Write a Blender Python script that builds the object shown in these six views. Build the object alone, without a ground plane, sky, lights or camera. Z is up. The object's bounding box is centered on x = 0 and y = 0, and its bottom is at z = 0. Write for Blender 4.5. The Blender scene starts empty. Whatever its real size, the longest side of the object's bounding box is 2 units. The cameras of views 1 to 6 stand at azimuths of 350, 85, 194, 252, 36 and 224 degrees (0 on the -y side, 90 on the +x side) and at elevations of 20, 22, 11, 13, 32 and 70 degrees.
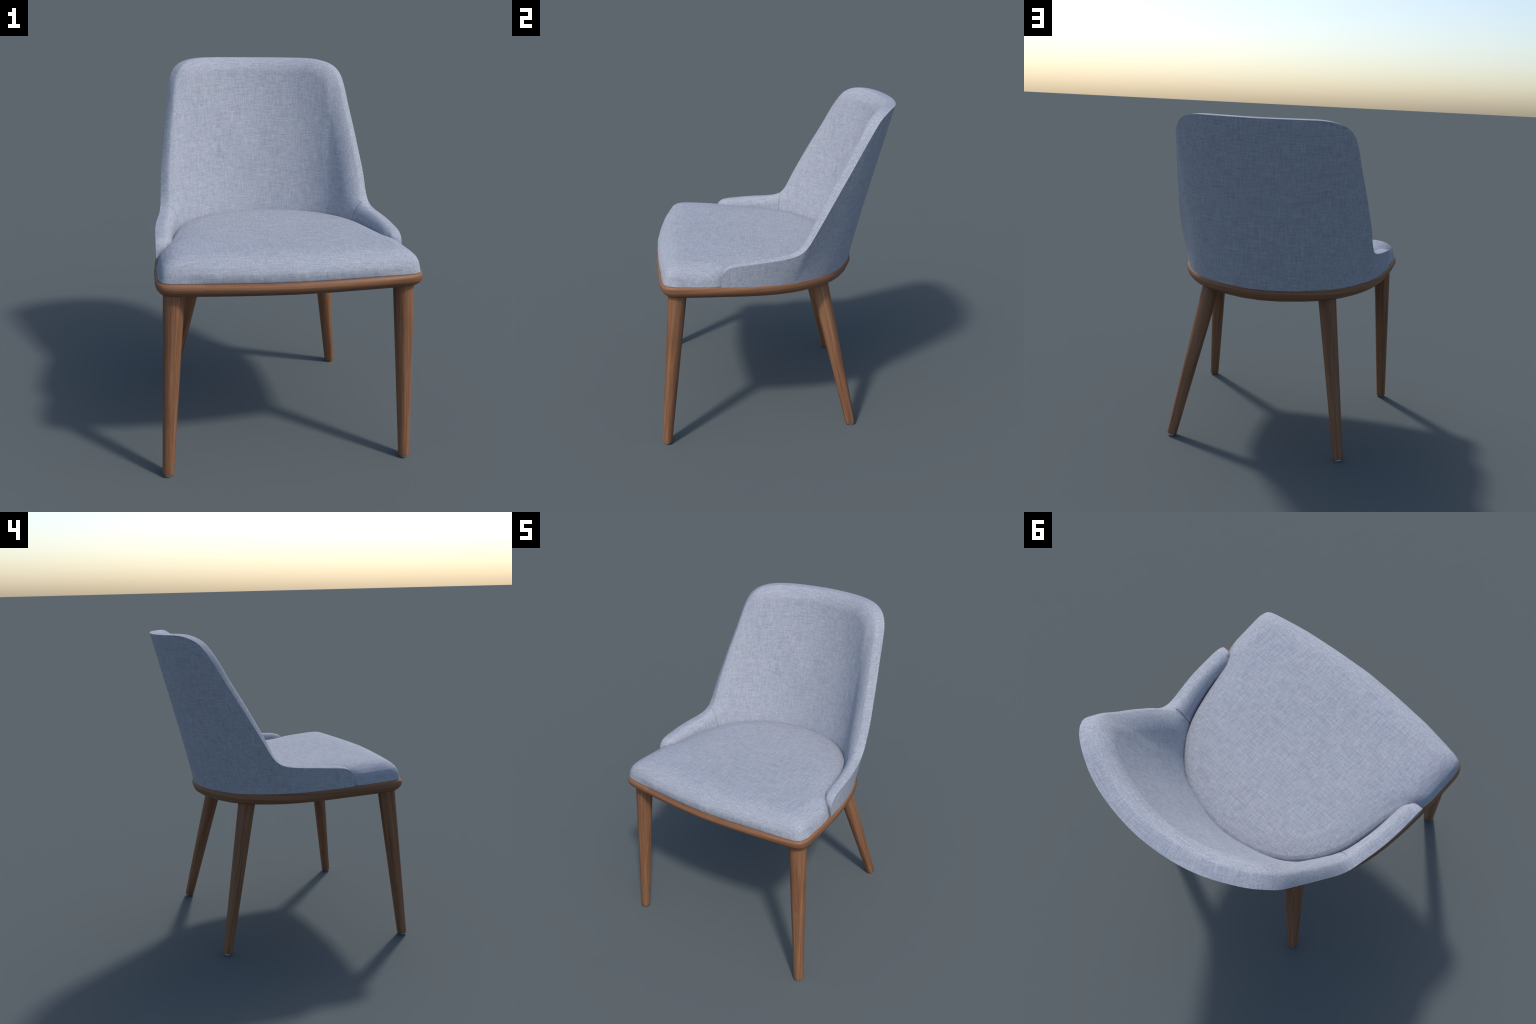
"""Upholstered dining chair: curved padded back with low arms, domed seat,
wooden seat ring and four splayed, tapered wooden legs."""
import bpy, math
import numpy as np
from mathutils import Vector, Matrix

# ------------------------------------------------------------------ helpers
def smooth_closed(p, n, sigma):
    """resample a closed polyline to n points by arc length, gaussian-round it"""
    q = np.vstack([p, p[:1]])
    s = np.r_[0, np.cumsum(np.linalg.norm(np.diff(q, axis=0), axis=1))]
    u = np.linspace(0, s[-1], n, endpoint=False)
    r = np.stack([np.interp(u, s, q[:, k]) for k in range(q.shape[1])], 1)
    k = int(4 * sigma / (s[-1] / n)) + 1
    x = np.arange(-k, k + 1) * (s[-1] / n)
    w = np.exp(-x * x / (2 * sigma * sigma)); w /= w.sum()
    out = np.zeros_like(r)
    for d, wt in zip(range(-k, k + 1), w):
        out += wt * np.roll(r, -d, axis=0)
    return out

def gauss_open(a, k_sigma):
    """gaussian smoothing along axis 0; ends are continued by point reflection"""
    k = int(4 * k_sigma) + 1
    x = np.arange(-k, k + 1)
    w = np.exp(-x * x / (2.0 * k_sigma * k_sigma)); w /= w.sum()
    head = 2 * a[:1] - a[k:0:-1]
    tail = 2 * a[-1:] - a[-2:-k - 2:-1]
    e = np.concatenate([head, a, tail])
    out = np.zeros_like(a)
    for j in range(2 * k + 1):
        out += w[j] * e[j:j + len(a)]
    return out

def spline(t, x, y):
    """natural cubic spline through knots (x, y) evaluated at t"""
    n = len(x); h = np.diff(x)
    M = np.eye(n); rhs = np.zeros((n, y.shape[1]))
    for i in range(1, n - 1):
        M[i, i - 1:i + 2] = h[i - 1], 2 * (h[i - 1] + h[i]), h[i]
        rhs[i] = 6 * ((y[i + 1] - y[i]) / h[i] - (y[i] - y[i - 1]) / h[i - 1])
    m = np.linalg.solve(M, rhs)
    i = np.clip(np.searchsorted(x, t) - 1, 0, n - 2)
    a = ((x[i + 1] - t) / h[i])[:, None]; b = 1 - a; hh = (h[i] ** 2)[:, None] / 6
    return a * y[i] + b * y[i + 1] + ((a ** 3 - a) * m[i] + (b ** 3 - b) * m[i + 1]) * hh

def unit(v):
    return v / np.maximum(np.linalg.norm(v, axis=-1, keepdims=True), 1e-9)

def smoothstep(x, a, b):
    t = np.clip((x - a) / (b - a), 0, 1)
    return t * t * (3 - 2 * t)

def seat_plane(y):
    """top of the wooden seat ring: the seat leans back a little"""
    return 1.030 - 0.050 * y

def grid_faces(rows, cols, close_cols=False, flip=False):
    f = []
    for r in range(rows - 1):
        for c in range(cols if close_cols else cols - 1):
            d = (c + 1) % cols
            q = (r * cols + c, r * cols + d, (r + 1) * cols + d, (r + 1) * cols + c)
            f.append(q[::-1] if flip else q)
    return f

def make(name, verts, faces, mat, parent, smooth=True, sharp_deg=None):
    me = bpy.data.meshes.new(name)
    me.from_pydata([tuple(v) for v in verts], [], faces)
    me.validate()
    for p in me.polygons:
        p.use_smooth = smooth
    if sharp_deg:
        me.set_sharp_from_angle(angle=math.radians(sharp_deg))
    me.materials.append(mat)
    ob = bpy.data.objects.new(name, me)
    bpy.context.scene.collection.objects.link(ob)
    ob.parent = parent
    return ob

# ---------------------------------------------------------------- materials
class Nodes:
    def __init__(self, name):
        self.m = bpy.data.materials.new(name)
        self.m.use_nodes = True
        self.t = self.m.node_tree
        self.b = self.t.nodes["Principled BSDF"]
        self.co = self.t.nodes.new("ShaderNodeTexCoord").outputs["Object"]
    def link(self, a, b): self.t.links.new(a, b)
    def node(self, kind, **kw):
        n = self.t.nodes.new(kind)
        for k, v in kw.items(): setattr(n, k, v)
        return n
    def mapped(self, scale, loc=(0, 0, 0), rot=(0, 0, 0), src=None):
        n = self.node("ShaderNodeMapping")
        self.link(src or self.co, n.inputs["Vector"])
        n.inputs["Scale"].default_value = scale
        n.inputs["Location"].default_value = loc
        n.inputs["Rotation"].default_value = rot
        return n.outputs[0]
    def noise(self, vec, scale=1.0, detail=2.0, rough=0.5, dist=0.0):
        n = self.node("ShaderNodeTexNoise")
        self.link(vec, n.inputs["Vector"])
        n.inputs["Scale"].default_value = scale
        n.inputs["Detail"].default_value = detail
        n.inputs["Roughness"].default_value = rough
        n.inputs["Distortion"].default_value = dist
        return n.outputs["Fac"]
    def math(self, op, a, b=0.0, clamp=False):
        n = self.node("ShaderNodeMath", operation=op, use_clamp=clamp)
        for i, v in enumerate((a, b)):
            if hasattr(v, "links"): self.link(v, n.inputs[i])
            else: n.inputs[i].default_value = v
        return n.outputs[0]
    def ramp(self, fac, stops):
        n = self.node("ShaderNodeValToRGB")
        e = n.color_ramp.elements
        while len(e) < len(stops): e.new(0.5)
        for el, (p, c) in zip(e, stops):
            el.position = p; el.color = (*c, 1)
        self.link(fac, n.inputs[0])
        return n.outputs[0]
    def mix(self, fac, a, b, mode="MIX"):
        n = self.node("ShaderNodeMix", data_type="RGBA", blend_type=mode)
        for sock, v in ((n.inputs[0], fac), (n.inputs[6], a), (n.inputs[7], b)):
            if hasattr(v, "links"): self.link(v, sock)
            else: sock.default_value = v if isinstance(v, float) else (*v, 1)
        return n.outputs[2]
    def bump(self, h, strength, dist):
        n = self.node("ShaderNodeBump")
        n.inputs["Strength"].default_value = strength
        n.inputs["Distance"].default_value = dist
        self.link(h, n.inputs["Height"])
        self.link(n.outputs[0], self.b.inputs["Normal"])

FABRIC_DARK, FABRIC_MID, FABRIC_LIGHT = (0.243, 0.268, 0.316), (0.316, 0.341, 0.393), (0.389, 0.409, 0.466)

def fabric_material(name, rot=(0, 0, 0), wrapped=False):
    """melange linen: thread streaks along the axes (two of them lie in any
    surface), slubs and a faint drift between blue and lilac grey.  wrapped:
    the cloth is laid round the vertical axis, as on the back"""
    k = Nodes(name)
    v = k.mapped((1, 1, 1), rot=rot)
    if wrapped:
        sep = k.node("ShaderNodeSeparateXYZ"); k.link(v, sep.inputs[0])
        x, y, z = sep.outputs
        y = k.math("ADD", k.math("SUBTRACT", y, k.math("MULTIPLY", z, 0.24)), 0.45)
        u = k.math("MULTIPLY", k.math("ARCTAN2", x, y), 0.62)
        r = k.math("SQRT", k.math("ADD", k.math("MULTIPLY", x, x), k.math("MULTIPLY", y, y)))
        com = k.node("ShaderNodeCombineXYZ")
        for i, o in enumerate((u, r, z)): k.link(o, com.inputs[i])
        v = com.outputs[0]
    tx = k.noise(k.mapped((14, 185, 185), src=v), 1, 2, 0.6)
    ty = k.noise(k.mapped((185, 14, 185), (3, 1, 7), src=v), 1, 2, 0.6)
    tz = k.noise(k.mapped((185, 185, 14), (9, 4, 2), src=v), 1, 2, 0.6)
    s = k.math("ADD", k.math("ADD", tx, ty), tz)
    s = k.math("MULTIPLY", s, 1 / 3)
    soft = k.noise(v, 30, 3, 0.6)
    s = k.math("ADD", k.math("MULTIPLY", s, 0.94), k.math("MULTIPLY", soft, 0.06))
    col = k.ramp(s, [(0.385, FABRIC_DARK), (0.50, FABRIC_MID), (0.615, FABRIC_LIGHT)])
    drift = k.noise(v, 5.0, 2, 0.5)
    tint = k.ramp(drift, [(0.36, (0.990, 1.0, 1.0)), (0.64, (1.012, 0.995, 1.0))])
    k.link(k.mix(1.0, col, tint, "MULTIPLY"), k.b.inputs["Base Color"])
    k.b.inputs["Roughness"].default_value = 0.95
    k.b.inputs["Specular IOR Level"].default_value = 0.15
    k.bump(s, 0.12, 0.003)
    return k.m

WOOD_DARK, WOOD_MID, WOOD_LIGHT = (0.120, 0.054, 0.026), (0.210, 0.095, 0.046), (0.275, 0.140, 0.074)

def wood_material(name, along, across, per_object=True):
    """straight-grained brown wood; along/across are texture frequencies"""
    k = Nodes(name)
    v = k.co
    if per_object:
        off = k.node("ShaderNodeVectorMath", operation="ADD")
        mul = k.node("ShaderNodeMath", operation="MULTIPLY")
        k.link(k.node("ShaderNodeObjectInfo").outputs["Random"], mul.inputs[0])
        mul.inputs[1].default_value = 17.0
        k.link(v, off.inputs[0]); k.link(mul.outputs[0], off.inputs[1])
        v = off.outputs[0]
    sc = lambda f, g: tuple(g if a else f for a in along)
    broad = k.noise(k.mapped(sc(across * 0.35, 0.7), src=v if along[2] else k.co), 1, 2, 0.5, 0.4)
    fine = k.noise(k.mapped(sc(across * 1.5, 1.0), (2, 5, 1), src=v), 1, 3, 0.6)
    pore = k.noise(k.mapped(sc(across * 4.0, 14.0), (8, 3, 4), src=v), 1, 2, 0.6)
    g = k.math("ADD", k.math("MULTIPLY", broad, 0.40), k.math("MULTIPLY", fine, 0.46))
    g = k.math("ADD", g, k.math("MULTIPLY", pore, 0.14))
    col = k.ramp(g, [(0.36, WOOD_DARK), (0.50, WOOD_MID), (0.64, WOOD_LIGHT)])
    k.link(col, k.b.inputs["Base Color"])
    k.b.inputs["Roughness"].default_value = 0.55
    k.b.inputs["Specular IOR Level"].default_value = 0.3
    k.bump(pore, 0.08, 0.002)
    return k.m

seat_fabric = fabric_material("seat_linen", (0, 0, 0.03))
back_fabric = fabric_material("back_linen", wrapped=True)
panel_fabric = fabric_material("panel_linen", (0, 0.015, 0), wrapped=True)
arm_fabric = fabric_material("arm_linen", (0, 0.03, 0), wrapped=True)
leg_wood = wood_material("leg_wood", (0, 0, 1), 95)
rail_wood = wood_material("rail_wood", (1, 1, 0), 80)
glide_mat = Nodes("glide_plastic")
glide_mat.b.inputs["Base Color"].default_value = (0.45, 0.45, 0.44, 1)
glide_mat.b.inputs["Roughness"].default_value = 0.5
glide_mat = glide_mat.m

# -------------------------------------------------------------------- chair
chair = bpy.data.objects.new("dining_chair", None)
bpy.context.scene.collection.objects.link(chair)
chair["label"] = "grey-blue linen upholstered dining chair with tapered brown wooden legs"
chair["category"] = "chair"

# ---- the sheet of the back: foot curve on the seat ring and free upper edge,
#      right half from the middle of the back to the tip of the arm.
#      (edge x, y, z,  foot x, y)
SHEET = np.array([
    (0.000, 0.745, 1.992, 0.000, 0.505), (0.130, 0.735, 1.993, 0.125, 0.489),
    (0.290, 0.696, 1.995, 0.262, 0.438), (0.390, 0.649, 1.992, 0.352, 0.392),
    (0.455, 0.608, 1.976, 0.402, 0.358), (0.497, 0.569, 1.948, 0.430, 0.334),
    (0.521, 0.538, 1.908, 0.446, 0.318), (0.534, 0.507, 1.858, 0.460, 0.300),
    (0.552, 0.439, 1.738, 0.492, 0.262), (0.573, 0.362, 1.605, 0.527, 0.208),
    (0.592, 0.285, 1.470, 0.553, 0.156), (0.606, 0.219, 1.354, 0.572, 0.118),
    (0.609, 0.185, 1.293, 0.582, 0.098), (0.613, 0.152, 1.244, 0.592, 0.075),
    (0.618, 0.115, 1.214, 0.602, 0.050), (0.628, 0.060, 1.197, 0.613, 0.010),
    (0.640, 0.000, 1.190, 0.627, -0.036), (0.650, -0.060, 1.186, 0.637, -0.090),
    (0.658, -0.130, 1.181, 0.645, -0.145), (0.662, -0.200, 1.175, 0.651, -0.205),
    (0.665, -0.262, 1.169, 0.660, -0.262), (0.666, -0.304, 1.158, 0.663, -0.304),
    (0.667, -0.331, 1.135, 0.665, -0.331), (0.667, -0.343, 1.100, 0.666, -0.343),
    (0.666, -0.346, 1.046, 0.666, -0.347)])
# the foot line itself is one fair curve; every ruling above stands on it
FOOT_LINE = np.array([(0.000, 0.505), (0.121, 0.489), (0.281, 0.428), (0.423, 0.335), (0.506, 0.234),
                      (0.582, 0.098), (0.626, -0.036), (0.649, -0.165), (0.660, -0.260), (0.666, -0.347)])
fl = np.vstack([(FOOT_LINE * (-1, 1))[:0:-1], FOOT_LINE])
fa = np.r_[0, np.cumsum(np.linalg.norm(np.diff(fl, axis=0), axis=1))]
fl = gauss_open(spline(np.linspace(0, fa[-1], 1601), fa, fl), 0.035 / (fa[-1] / 1600))
for row in SHEET:
    row[3:5] = fl[np.argmin(((fl - row[3:5]) ** 2).sum(1))]
SHEET[0, 3] = 0.0

full = np.vstack([(SHEET * (-1, 1, 1, -1, 1))[:0:-1], SHEET])
arc = np.r_[0, np.cumsum(np.linalg.norm(np.diff(full[:, :3], axis=0), axis=1))]
COLS = 721
full = spline(np.linspace(0, arc[-1], COLS), arc, full)
full = gauss_open(full, 0.011 / (arc[-1] / (COLS - 1)))
EDGE = full[:, :3].copy()
# let the rulings' feet glide evenly along the fair foot line
fa = np.r_[0, np.cumsum(np.linalg.norm(np.diff(fl, axis=0), axis=1))]
fpos = np.array([fa[np.argmin(((fl - p) ** 2).sum(1))] for p in full[:, 3:5]])
fpos = np.maximum.accumulate(gauss_open(fpos[:, None], 12)[:, 0])
fpos = np.interp(fpos, [fpos[0], fpos[-1]], [0, fa[-1]])
full[:, 3:5] = np.stack([np.interp(fpos, fa, fl[:, k]) for k in range(2)], 1)
FOOT = np.c_[full[:, 3:5], seat_plane(full[:, 4]) - 0.006]
FOOT[:, 2] = np.minimum(FOOT[:, 2], EDGE[:, 2] - 0.004)
EARC = np.r_[0, np.cumsum(np.linalg.norm(np.diff(EDGE, axis=0), axis=1))]
EARC -= EARC[-1] / 2                                   # 0 in the middle of the back
FARC = np.r_[0, np.cumsum(np.linalg.norm(np.diff(FOOT, axis=0), axis=1))]
FARC -= FARC[-1] / 2

def sheet(a, v):
    """point on the ruled sheet: ruling a (foot arc length), v = 0 at the edge, 1 at the foot"""
    e = np.stack([np.interp(a, FARC, EDGE[:, k]) for k in range(3)], -1)
    f = np.stack([np.interp(a, FARC, FOOT[:, k]) for k in range(3)], -1)
    return e + (f - e) * v[..., None]

def sheet_normal(a, v):
    h = 0.01
    da = sheet(np.clip(a + h, FARC[0], FARC[-1]), v) - sheet(np.clip(a - h, FARC[0], FARC[-1]), v)
    e = np.stack([np.interp(a, FARC, EDGE[:, k]) for k in range(3)], -1)
    f = np.stack([np.interp(a, FARC, FOOT[:, k]) for k in range(3)], -1)
    d = e - f + np.array((0, 0, 0.08))                  # keeps its sense where edge and foot meet at the tips
    n = unit(np.cross(d, da))
    return n                                            # points to the inside of the chair

# fair field of inward normals over the sheet, smoothed along the foot line
GA = np.linspace(FARC[0], FARC[-1], 501); GV = np.linspace(0, 1, 41)
GN = sheet_normal(*np.meshgrid(GA, GV))
GN = unit(np.stack([gauss_open(g, 0.055 / (GA[1] - GA[0])) for g in GN]))
if GN[0, 250, 1] > 0: GN = -GN

def fair_normal(a, v):
    i = np.clip((a - GA[0]) / (GA[1] - GA[0]), 0, 499.999); j = np.clip(v * 40, 0, 39.999)
    i0, j0 = i.astype(int), j.astype(int); di, dj = (i - i0)[..., None], (j - j0)[..., None]
    n = (GN[j0, i0] * (1 - di) + GN[j0, i0 + 1] * di) * (1 - dj) + (GN[j0 + 1, i0] * (1 - di) + GN[j0 + 1, i0 + 1] * di) * dj
    return unit(n)

straight_sheet = sheet
BEND = FARC[-1] * 0.44
def sheet(a, v):
    """the cloth is drawn in a little between edge and foot, most at the rear corners"""
    sag = (0.004 + 0.003 * np.exp(-((np.abs(a) - BEND) / 0.12) ** 2)) * np.sin(np.pi * np.clip(v, 0, 1) ** 1.8)
    sag = sag * np.interp(a, FARC, smoothstep(EDGE[:, 2], 1.20, 1.40))
    return straight_sheet(a, v) + fair_normal(a, v) * sag[..., None]

# outer panel: ruled sheet with real thickness
rows = 40
vv = np.linspace(0, 1, rows) ** 1.3
A, V = np.meshgrid(FARC, vv)
outer = sheet(A, V)
nrm = fair_normal(A, V)
inner_skin = outer + nrm * 0.012
inner_skin[0] += (FOOT - EDGE) * 0.02
front = outer.reshape(-1, 3); back = inner_skin.reshape(-1, 3)
nv = len(front)
faces = grid_faces(rows, COLS) + [tuple(i + nv for i in f[::-1]) for f in grid_faces(rows, COLS)]
for c in range(COLS - 1):
    faces.append((c + 1, c, nv + c, nv + c + 1))
    o = (rows - 1) * COLS
    faces.append((o + c, o + c + 1, nv + o + c + 1, nv + o + c))
for r in range(rows - 1):
    a, b = r * COLS, (r + 1) * COLS
    faces.append((a, b, nv + b, nv + a))
    a, b = a + COLS - 1, b + COLS - 1
    faces.append((b, a, nv + a, nv + b))
make("back_panel", np.vstack([front, back]), faces, panel_fabric, chair, sharp_deg=40)

# ---- padding: a rim rolled over the edge, then the inner face -------------
edge_n = nrm[0] * (1, 1, 0.15)                          # the rim is rolled over nearly level
edge_n = unit(edge_n)
edge_t = unit(np.gradient(EDGE, axis=0))
edge_m = unit(np.cross(edge_t, edge_n))
if edge_m[COLS // 2, 2] < 0: edge_m = -edge_m            # away from the panel
ay = EDGE[:, 1]; ez = EDGE[:, 2]
half = np.abs(EARC)
tip = half[-1] - half                                    # distance from arm tip along edge
tall = gauss_open(smoothstep(ez, 1.18, 1.55)[:, None], 8)[:, 0]                       # 0 on arms, 1 on the back
topw = smoothstep(ez, 1.80, 1.97)
RISE = 0.006 + 0.006 * tall - 0.008 * topw * tall + 0.009 * np.exp(-((tip - 0.075) / 0.035) ** 2)
RND = 0.055 + 0.040 * tall
THICK_RIM = 0.086 + 0.006 * tall + 0.010 * gauss_open(topw[:, None], 25)[:, 0]
THICK_LOW = 0.090 + 0.043 * smoothstep(-np.abs(FOOT[:, 0]), -0.52, -0.16)
right = np.where((EDGE[:, 0] > 0) & (np.abs(ez - 1.221) < 0.02))[0]
seam_c = right[np.argmin(np.abs(ez[right] - 1.221))]
seam_arc = half[seam_c]
groove = np.exp(-((half - seam_arc) / 0.005) ** 2)
taper = np.sqrt(np.clip(1 - (1 - np.clip(tip / 0.055, 0, 1)) ** 2, 0, 1))
THICK_RIM = THICK_RIM * taper
RISE = RISE * np.clip(taper * 1.4, 0, 1) - 0.004 * groove
THICK_LOW = THICK_LOW * np.clip(taper * 1.15, 0, 1)

# pad lines leave the edge and run down to feet that drift towards the back,
# so that the seam between arm and back stands upright
idx = np.interp(half, [0, 0.45 * half[-1], seam_arc, seam_arc + 0.18, half[-1]], [0, 0, 0.085, 0.04, 0])
pad_foot = np.sign(EARC) * np.maximum(np.abs(FARC) - idx, 0)

RIM_ROWS = 18
rim_pts = []
for r in range(RIM_ROWS):
    u = r / (RIM_ROWS - 1)
    q0 = np.arccos(np.clip(RND / (RND + np.maximum(RISE, 0.001)), 0, 1))
    if u <= 0.5:
        q = u / 0.5 * math.pi / 2
        off = 0.5 * THICK_RIM * (u / 0.5)
        up = RISE * math.sin(q)
    else:
        q = (u - 0.5) / 0.5 * q0
        off = 0.5 * THICK_RIM * (1 + np.sin(q))
        up = -RND + (RND + RISE) * np.cos(q)
    rim_pts.append(EDGE + edge_n * off[:, None] + edge_m * np.asarray(up)[:, None])
IN_ROWS = 64
w = np.linspace(0, 1, IN_ROWS) ** 1.6
A = FARC[None, :] + (pad_foot - FARC)[None, :] * w[:, None]
zz = ez[None, :] + (FOOT[:, 2] - ez)[None, :] * w[:, None]
ze = np.interp(A, FARC, ez); zf = np.interp(A, FARC, FOOT[:, 2])
V = np.clip((ze - zz) / np.maximum(ze - zf, 1e-4), 0, 1)
S = straight_sheet(A, V)
N = fair_normal(A, V)
delta = np.zeros(S.shape[:2])
for r in range(IN_ROWS):
    c0 = np.argmin(((S[r][:, None, :] - EDGE[None]) ** 2).sum(-1), axis=1)
    best = np.full(COLS, 9.0)
    for j in (-1, 0):                                   # exact distance to the two edge pieces there
        p0 = EDGE[np.clip(c0 + j, 0, COLS - 2)]; p1 = EDGE[np.clip(c0 + j, 0, COLS - 2) + 1]
        tt = np.clip(((S[r] - p0) * (p1 - p0)).sum(1) / ((p1 - p0) ** 2).sum(1), 0, 1)
        best = np.minimum(best, np.linalg.norm(S[r] - p0 - (p1 - p0) * tt[:, None], axis=1))
    delta[r] = best
delta[0] = 0
near_rim = (1 - smoothstep(delta, 0.0, 0.14))[..., None]
N = unit(N * (1 - near_rim) + edge_n[None] * near_rim)
R2, T2, U2 = RND[None], THICK_RIM[None], np.maximum(RISE, 0.001)[None]
L2 = np.interp(A, FARC, THICK_LOW)
q = np.arccos(np.clip((R2 - delta) / (R2 + U2), 0, 1))
depth = smoothstep(delta, 0.10, 0.75)
low = smoothstep(delta, 0.03, 0.20)
thick = T2 + (L2 - T2) * (low + (depth - low) * tall[None])
off = 0.5 * thick * (1 + np.sin(q)) - 0.006 * groove[None]
off = np.maximum(off, 0.0)
inner = S + N * off[..., None]
pad = np.concatenate([np.stack(rim_pts), inner[1:]])
prow = len(pad)

def pad_part(name, c0, c1, mat):
    cols = c1 - c0
    p = pad[:, c0:c1]
    return make(name, p.reshape(-1, 3), grid_faces(prow, cols, flip=True), mat, chair)

left_c = COLS - 1 - seam_c
pad_part("backrest_pad", left_c, seam_c + 1, back_fabric)
pad_part("armrest", seam_c, COLS, arm_fabric)
pad_part("armrest", 0, left_c + 1, arm_fabric)

# ---- seat cushion ----------------------------------------------------------
CUSHION = np.array([
    (0.000, -0.726), (0.200, -0.717), (0.400, -0.700), (0.550, -0.684), (0.625, -0.673),
    (0.660, -0.655), (0.671, -0.610), (0.671, -0.500), (0.670, -0.400), (0.666, -0.350),
    (0.640, -0.312), (0.606, -0.255), (0.582, -0.160), (0.566, -0.080), (0.542, 0.020),
    (0.520, 0.085), (0.480, 0.165), (0.430, 0.232), (0.355, 0.305), (0.270, 0.357),
    (0.150, 0.400), (0.000, 0.418)])
RING = CUSHION.copy()
RING[:6, 1] -= 0.006                                   # the cloth overlaps the wood a little in front
RING[6:10] = (0.673, -0.610), (0.671, -0.500), (0.669, -0.410), (0.661, -0.360)
RING[10] = (0.636, -0.320)
ring = np.vstack([RING, (RING * (-1, 1))[-2:0:-1]])
NC = 480
ring = smooth_closed(ring, NC, 0.014)
centre = np.array([0.0, -0.17])
rho = 1 - np.linspace(0, 1, 90) ** 1.9
rho = rho[:-1]
pts = centre + (ring[None] - centre) * rho[:, None, None]
dist = np.zeros(pts.shape[:2])
for r in range(len(rho)):
    p = pts[r]
    seg0, seg1 = ring, np.roll(ring, -1, axis=0)
    dv = seg1 - seg0
    t = np.clip(((p[:, None] - seg0[None]) * dv[None]).sum(-1) / (dv * dv).sum(-1)[None], 0, 1)
    near = seg0[None] + dv[None] * t[..., None]
    dist[r] = np.sqrt(((p[:, None] - near) ** 2).sum(-1)).min(1)
def profile(d, ctrl):
    x = np.array([c[0] for c in ctrl]); y = np.array([c[1] for c in ctrl])
    fine = np.linspace(0, x[-1], 1200); yy = np.interp(fine, x, y)
    k = 17
    pad_ = np.r_[2 * yy[0] - yy[k:0:-1], yy, np.full(k, yy[-1])]
    yy = np.convolve(pad_, np.hanning(2 * k + 1) / np.hanning(2 * k + 1).sum(), "valid")
    return np.interp(d, fine, yy)
h_front = profile(dist, [(0, 0), (0.010, 0.042), (0.028, 0.074), (0.05, 0.094), (0.075, 0.107), (0.11, 0.115), (0.17, 0.119), (0.28, 0.121), (0.5, 0.121)])
h_side = profile(dist, [(0, 0), (0.010, 0.048), (0.022, 0.070), (0.045, 0.090), (0.075, 0.105), (0.11, 0.113), (0.17, 0.118), (0.28, 0.121), (0.5, 0.121)])
h_back = profile(dist, [(0, 0), (0.006, 0.05), (0.016, 0.087), (0.035, 0.100), (0.07, 0.109), (0.12, 0.116), (0.20, 0.119), (0.5, 0.119)])
quick = smoothstep(pts[..., 1], -0.38, -0.26)
wide = smoothstep(pts[..., 1], -0.62, 0.05)
wb = quick + (wide - quick) * smoothstep(dist, 0.03, 0.14)
ws = smoothstep(np.abs(pts[..., 0]), 0.56, 0.66) * smoothstep(pts[..., 1], -0.66, -0.58)
h = h_front + (h_side - h_front) * ws
h = h + (h_back - h) * wb
# soften the diagonals that run in from the corners
kk = np.arange(-24, 25); kw = np.exp(-kk ** 2 / (2 * 9.0 ** 2)); kw /= kw.sum()
soft = sum(wt * np.roll(h, k, axis=1) for k, wt in zip(kk, kw))
h = h + (soft - h) * smoothstep(dist, 0.004, 0.05)
# the front swells forward over the wood
swell = smoothstep(-pts[..., 1], 0.56, 0.66) * (1 - smoothstep(np.abs(pts[..., 0]), 0.36, 0.66))
pts = pts.copy(); pts[..., 1] -= 0.013 * swell * np.sin(np.pi * np.clip(h / 0.105, 0, 1)) ** 0.8
# faint uneven puckers where the cloth is drawn down to the wood, soft dimples above
th = np.linspace(0, 2 * math.pi, NC, endpoint=False)[None]
rng = np.random.default_rng(7)
puck = sum(rng.uniform(0.4, 1) * np.sin(f * th + rng.uniform(0, 6.28)) for f in (17, 29, 41, 53, 67, 83, 97)) / 4
puck = puck * np.exp(-((h - 0.018) / 0.022) ** 2) * 0.0022
pts = pts + (pts - centre) / np.linalg.norm(pts - centre, axis=-1, keepdims=True) * puck[..., None]
h = h + 0.0012 * np.sin(9 * pts[..., 0] + 1.3) * np.sin(11 * pts[..., 1] + 0.4) * smoothstep(dist, 0.05, 0.2)
top = np.concatenate([pts, (seat_plane(pts[..., 1]) + h + 0.001)[..., None]], -1)
under = top[0].copy(); under[:, 2] -= 0.012; under[:, :2] = centre + (under[:, :2] - centre) * 0.985
verts = np.concatenate([under[None], top]).reshape(-1, 3)
faces = grid_faces(len(rho) + 1, NC, close_cols=True)
apex = len(verts)
verts = np.vstack([verts, [centre[0], centre[1], top[-1, :, 2].mean()]])
o = len(rho) * NC
faces += [(o + c, o + (c + 1) % NC, apex) for c in range(NC)]
faces.append(tuple(range(NC))[::-1])
make("seat_cushion", verts, faces, seat_fabric, chair)

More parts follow.
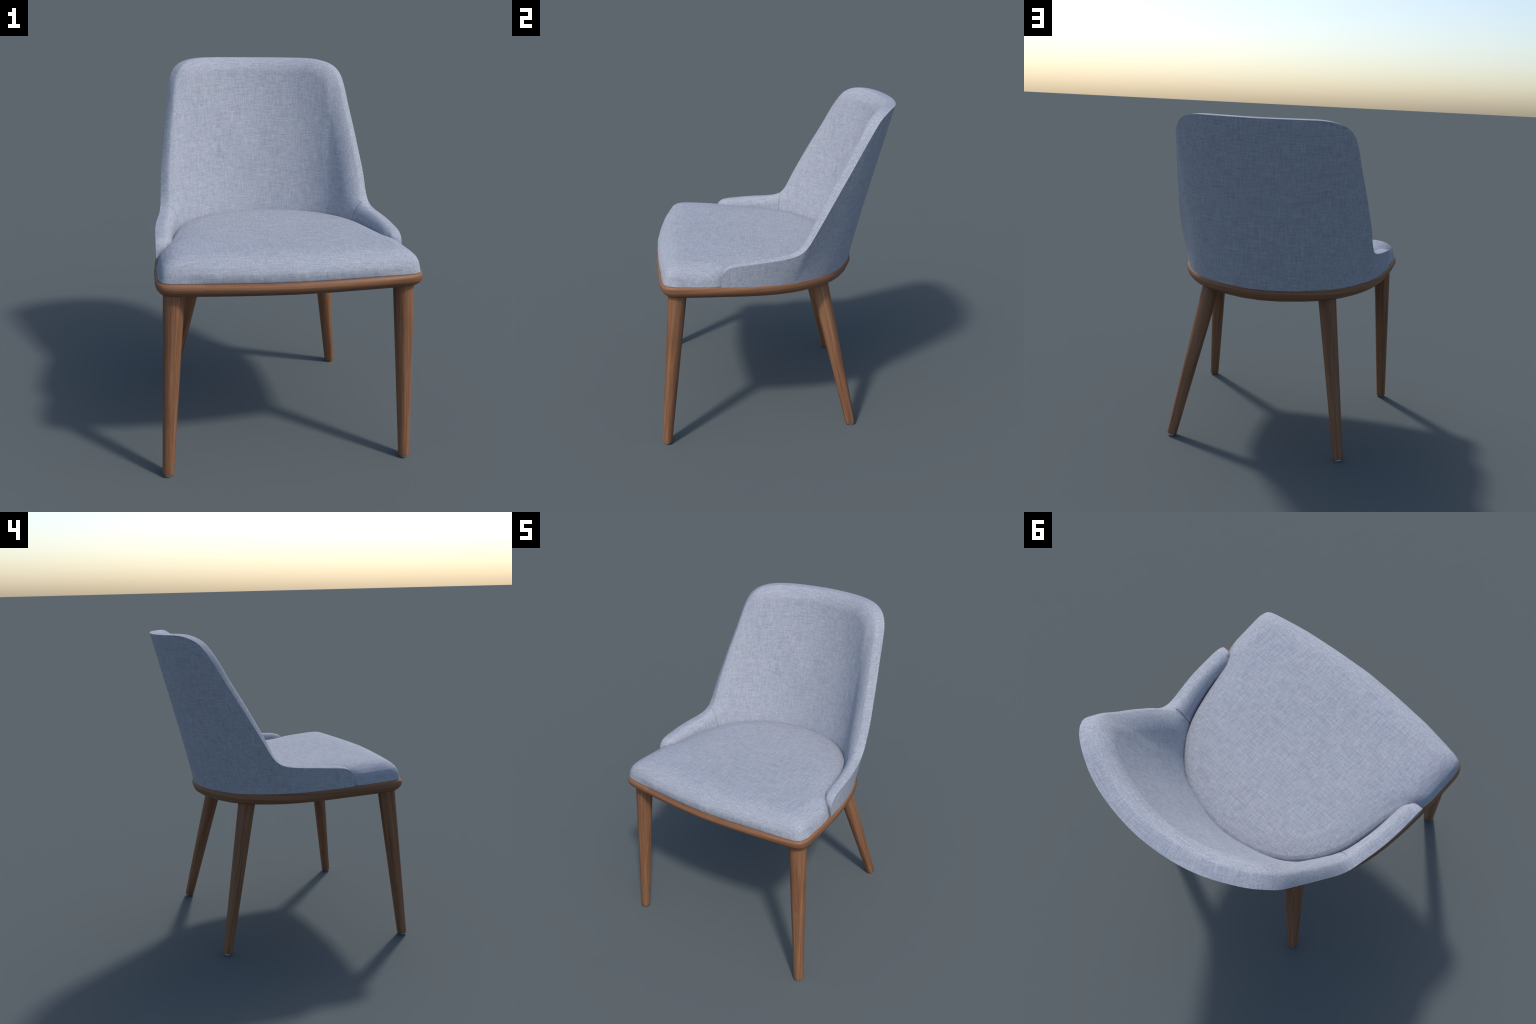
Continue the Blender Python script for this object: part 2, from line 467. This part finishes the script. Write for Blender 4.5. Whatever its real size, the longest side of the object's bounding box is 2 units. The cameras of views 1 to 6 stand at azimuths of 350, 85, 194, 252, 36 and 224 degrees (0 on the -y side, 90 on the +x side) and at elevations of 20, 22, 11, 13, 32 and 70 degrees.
# ---- wooden seat ring -------------------------------------------------------
front_half = CUSHION[:10]
foot_half = SHEET[::-1][:, 3:5][1:]
outline = np.vstack([front_half, foot_half])
outline = np.vstack([outline, (outline * (-1, 1))[-2:0:-1]])
NF = 720
outline = smooth_closed(outline, NF, 0.014)
tang = unit(np.roll(outline, -1, 0) - np.roll(outline, 1, 0))
outn = np.c_[tang[:, 1], -tang[:, 0]]
RAIL = [(-0.060, -0.004), (-0.010, 0.000), (0.002, -0.0005), (0.0085, -0.004), (0.0140, -0.012), (0.0165, -0.022),
        (0.0160, -0.034), (0.0120, -0.047), (0.003, -0.060), (-0.010, -0.071), (-0.025, -0.080),
        (-0.042, -0.085), (-0.060, -0.087), (-0.090, -0.087)]
rp = np.array(RAIL); ra = np.r_[0, np.cumsum(np.linalg.norm(np.diff(rp, axis=0), axis=1))]
RAIL = np.stack([np.interp(np.linspace(0, ra[-1], 60), ra, rp[:, k]) for k in range(2)], 1)
RAIL = gauss_open(RAIL, 1.6)
loops = []
fr = smoothstep(-outline[:, 1], 0.30, 0.68)               # 1 along the front, 0 at sides and back
fwd = smoothstep(-outn[:, 1], 0.5, 0.95)
for o_, dz in RAIL:
    out = o_ * np.where(o_ > 0, 0.70 + 0.30 * fr + 0.25 * fwd, 1.0) - (1 - fr) * 0.004 * smoothstep(-dz, 0.03, 0.08)
    xy = outline + outn * out[:, None]
    loops.append(np.c_[xy, seat_plane(outline[:, 1]) + dz * (0.93 + 0.07 * fr)])
loops = np.stack(loops)
def rail_part(name, cols):
    p = loops[:, cols]
    n = len(cols)
    v = p.reshape(-1, 3)
    f = grid_faces(len(RAIL), n, flip=True)
    # hidden inner wall and end grain
    for c in range(n - 1):
        f.append((c, c + 1, (len(RAIL) - 1) * n + c + 1, (len(RAIL) - 1) * n + c))
    f.append(tuple(r * n for r in range(len(RAIL))))
    f.append(tuple(r * n + n - 1 for r in range(len(RAIL)))[::-1])
    return make(name, v, f, rail_wood, chair, sharp_deg=50)
ix = np.arange(NF)
fx, fy = outline[:, 0], outline[:, 1]
jr = ix[(fy < -0.6)][np.argmin(np.abs(fx[fy < -0.6] - 0.452))]
jl = ix[(fy < -0.6)][np.argmin(np.abs(fx[fy < -0.6] + 0.452))]
jb = ix[(fy > 0.3)][np.argmin(np.abs(fx[fy > 0.3] - 0.195))]
def span(a, b):
    return np.array([i % NF for i in range(a, (b if b > a else b + NF) + 1)])
rail_part("front_rail", span(jl, jr))
rail_part("side_rail", span(jr, jb))
rail_part("back_rail", span(jb, jl))
# seat board closing the ring from below
bl = loops[-8][:, :]
bl = np.c_[bl[:, :2] * 0.97, seat_plane(bl[:, 1] * 0.97) - 0.070]
tl = bl.copy(); tl[:, 2] += 0.04
make("seat_board", np.vstack([bl, tl]),
     [tuple(range(NF))[::-1], tuple(range(NF, 2 * NF))] + [(i, (i + 1) % NF, NF + (i + 1) % NF, NF + i) for i in range(NF)],
     rail_wood, chair, smooth=False)

# ---- legs --------------------------------------------------------------------
LEG_LEN, R_FOOT, R_TOP = 1.0, 0.0300, 0.0550
prof = [(0.0, 0.0)]
for a in np.linspace(0, math.pi / 2, 6):
    prof.append((R_FOOT - 0.006 + 0.006 * math.sin(a), 0.006 - 0.006 * math.cos(a)))
for t in np.linspace(0.03, 1, 24):
    prof.append((R_FOOT + (R_TOP - R_FOOT) * t, LEG_LEN * t))
prof.append((0.0, LEG_LEN))
SEG = 48
lv, lf = [(0, 0, 0)], []
for r_, z_ in prof[1:-1]:
    lv += [(r_ * math.cos(2 * math.pi * k / SEG), r_ * math.sin(2 * math.pi * k / SEG), z_) for k in range(SEG)]
lv.append((0, 0, LEG_LEN))
nr = len(prof) - 2
for r in range(nr - 1):
    for k in range(SEG):
        a, b = 1 + r * SEG + k, 1 + r * SEG + (k + 1) % SEG
        lf.append((a, b, b + SEG, a + SEG))
lf += [(0, 1 + (k + 1) % SEG, 1 + k) for k in range(SEG)]
o = 1 + (nr - 1) * SEG
lf += [(len(lv) - 1, o + k, o + (k + 1) % SEG) for k in range(SEG)]

def glide_mesh():
    v, f = [], []
    rz = [(0.0, 0.0), (0.018, 0.0), (0.020, 0.002), (0.020, 0.012), (0.0, 0.012)]
    n = 24
    for r_, z_ in rz:
        v += [(r_ * math.cos(2 * math.pi * k / n), r_ * math.sin(2 * math.pi * k / n), z_) for k in range(n)]
    for r in range(len(rz) - 1):
        for k in range(n):
            a, b = r * n + k, r * n + (k + 1) % n
            f.append((a, b, b + n, a + n))
    return v, f

leg_obj = None
for x_, y_, tx, ty, tz, turn in ((0.645, -0.703, 0.596, -0.602, 0.962, 0.0), (-0.645, -0.703, -0.596, -0.602, 0.962, 1.9),
                                 (0.530, 0.465, 0.368, 0.262, 0.940, 3.1), (-0.530, 0.465, -0.368, 0.262, 0.940, 4.6)):
    foot = Vector((x_, y_, 0.007)); aim = Vector((tx, ty, tz)) - foot
    if leg_obj is None:
        leg = leg_obj = make("leg", lv, lf, leg_wood, chair, sharp_deg=60)
        gv, gf = glide_mesh()
        glide = glide_obj = make("foot_glide", gv, gf, glide_mat, None, sharp_deg=50)
    else:
        leg = leg_obj.copy(); glide = glide_obj.copy()
        bpy.context.scene.collection.objects.link(leg)
        bpy.context.scene.collection.objects.link(glide)
    spin = Matrix.Rotation(turn, 4, 'Z')
    leg.parent = chair
    leg.matrix_world = Matrix.Translation(foot) @ aim.to_track_quat('Z', 'Y').to_matrix().to_4x4() @ spin
    glide.parent = chair
    glide.matrix_world = Matrix.Translation((x_, y_, 0.0))
bpy.context.view_layer.update()
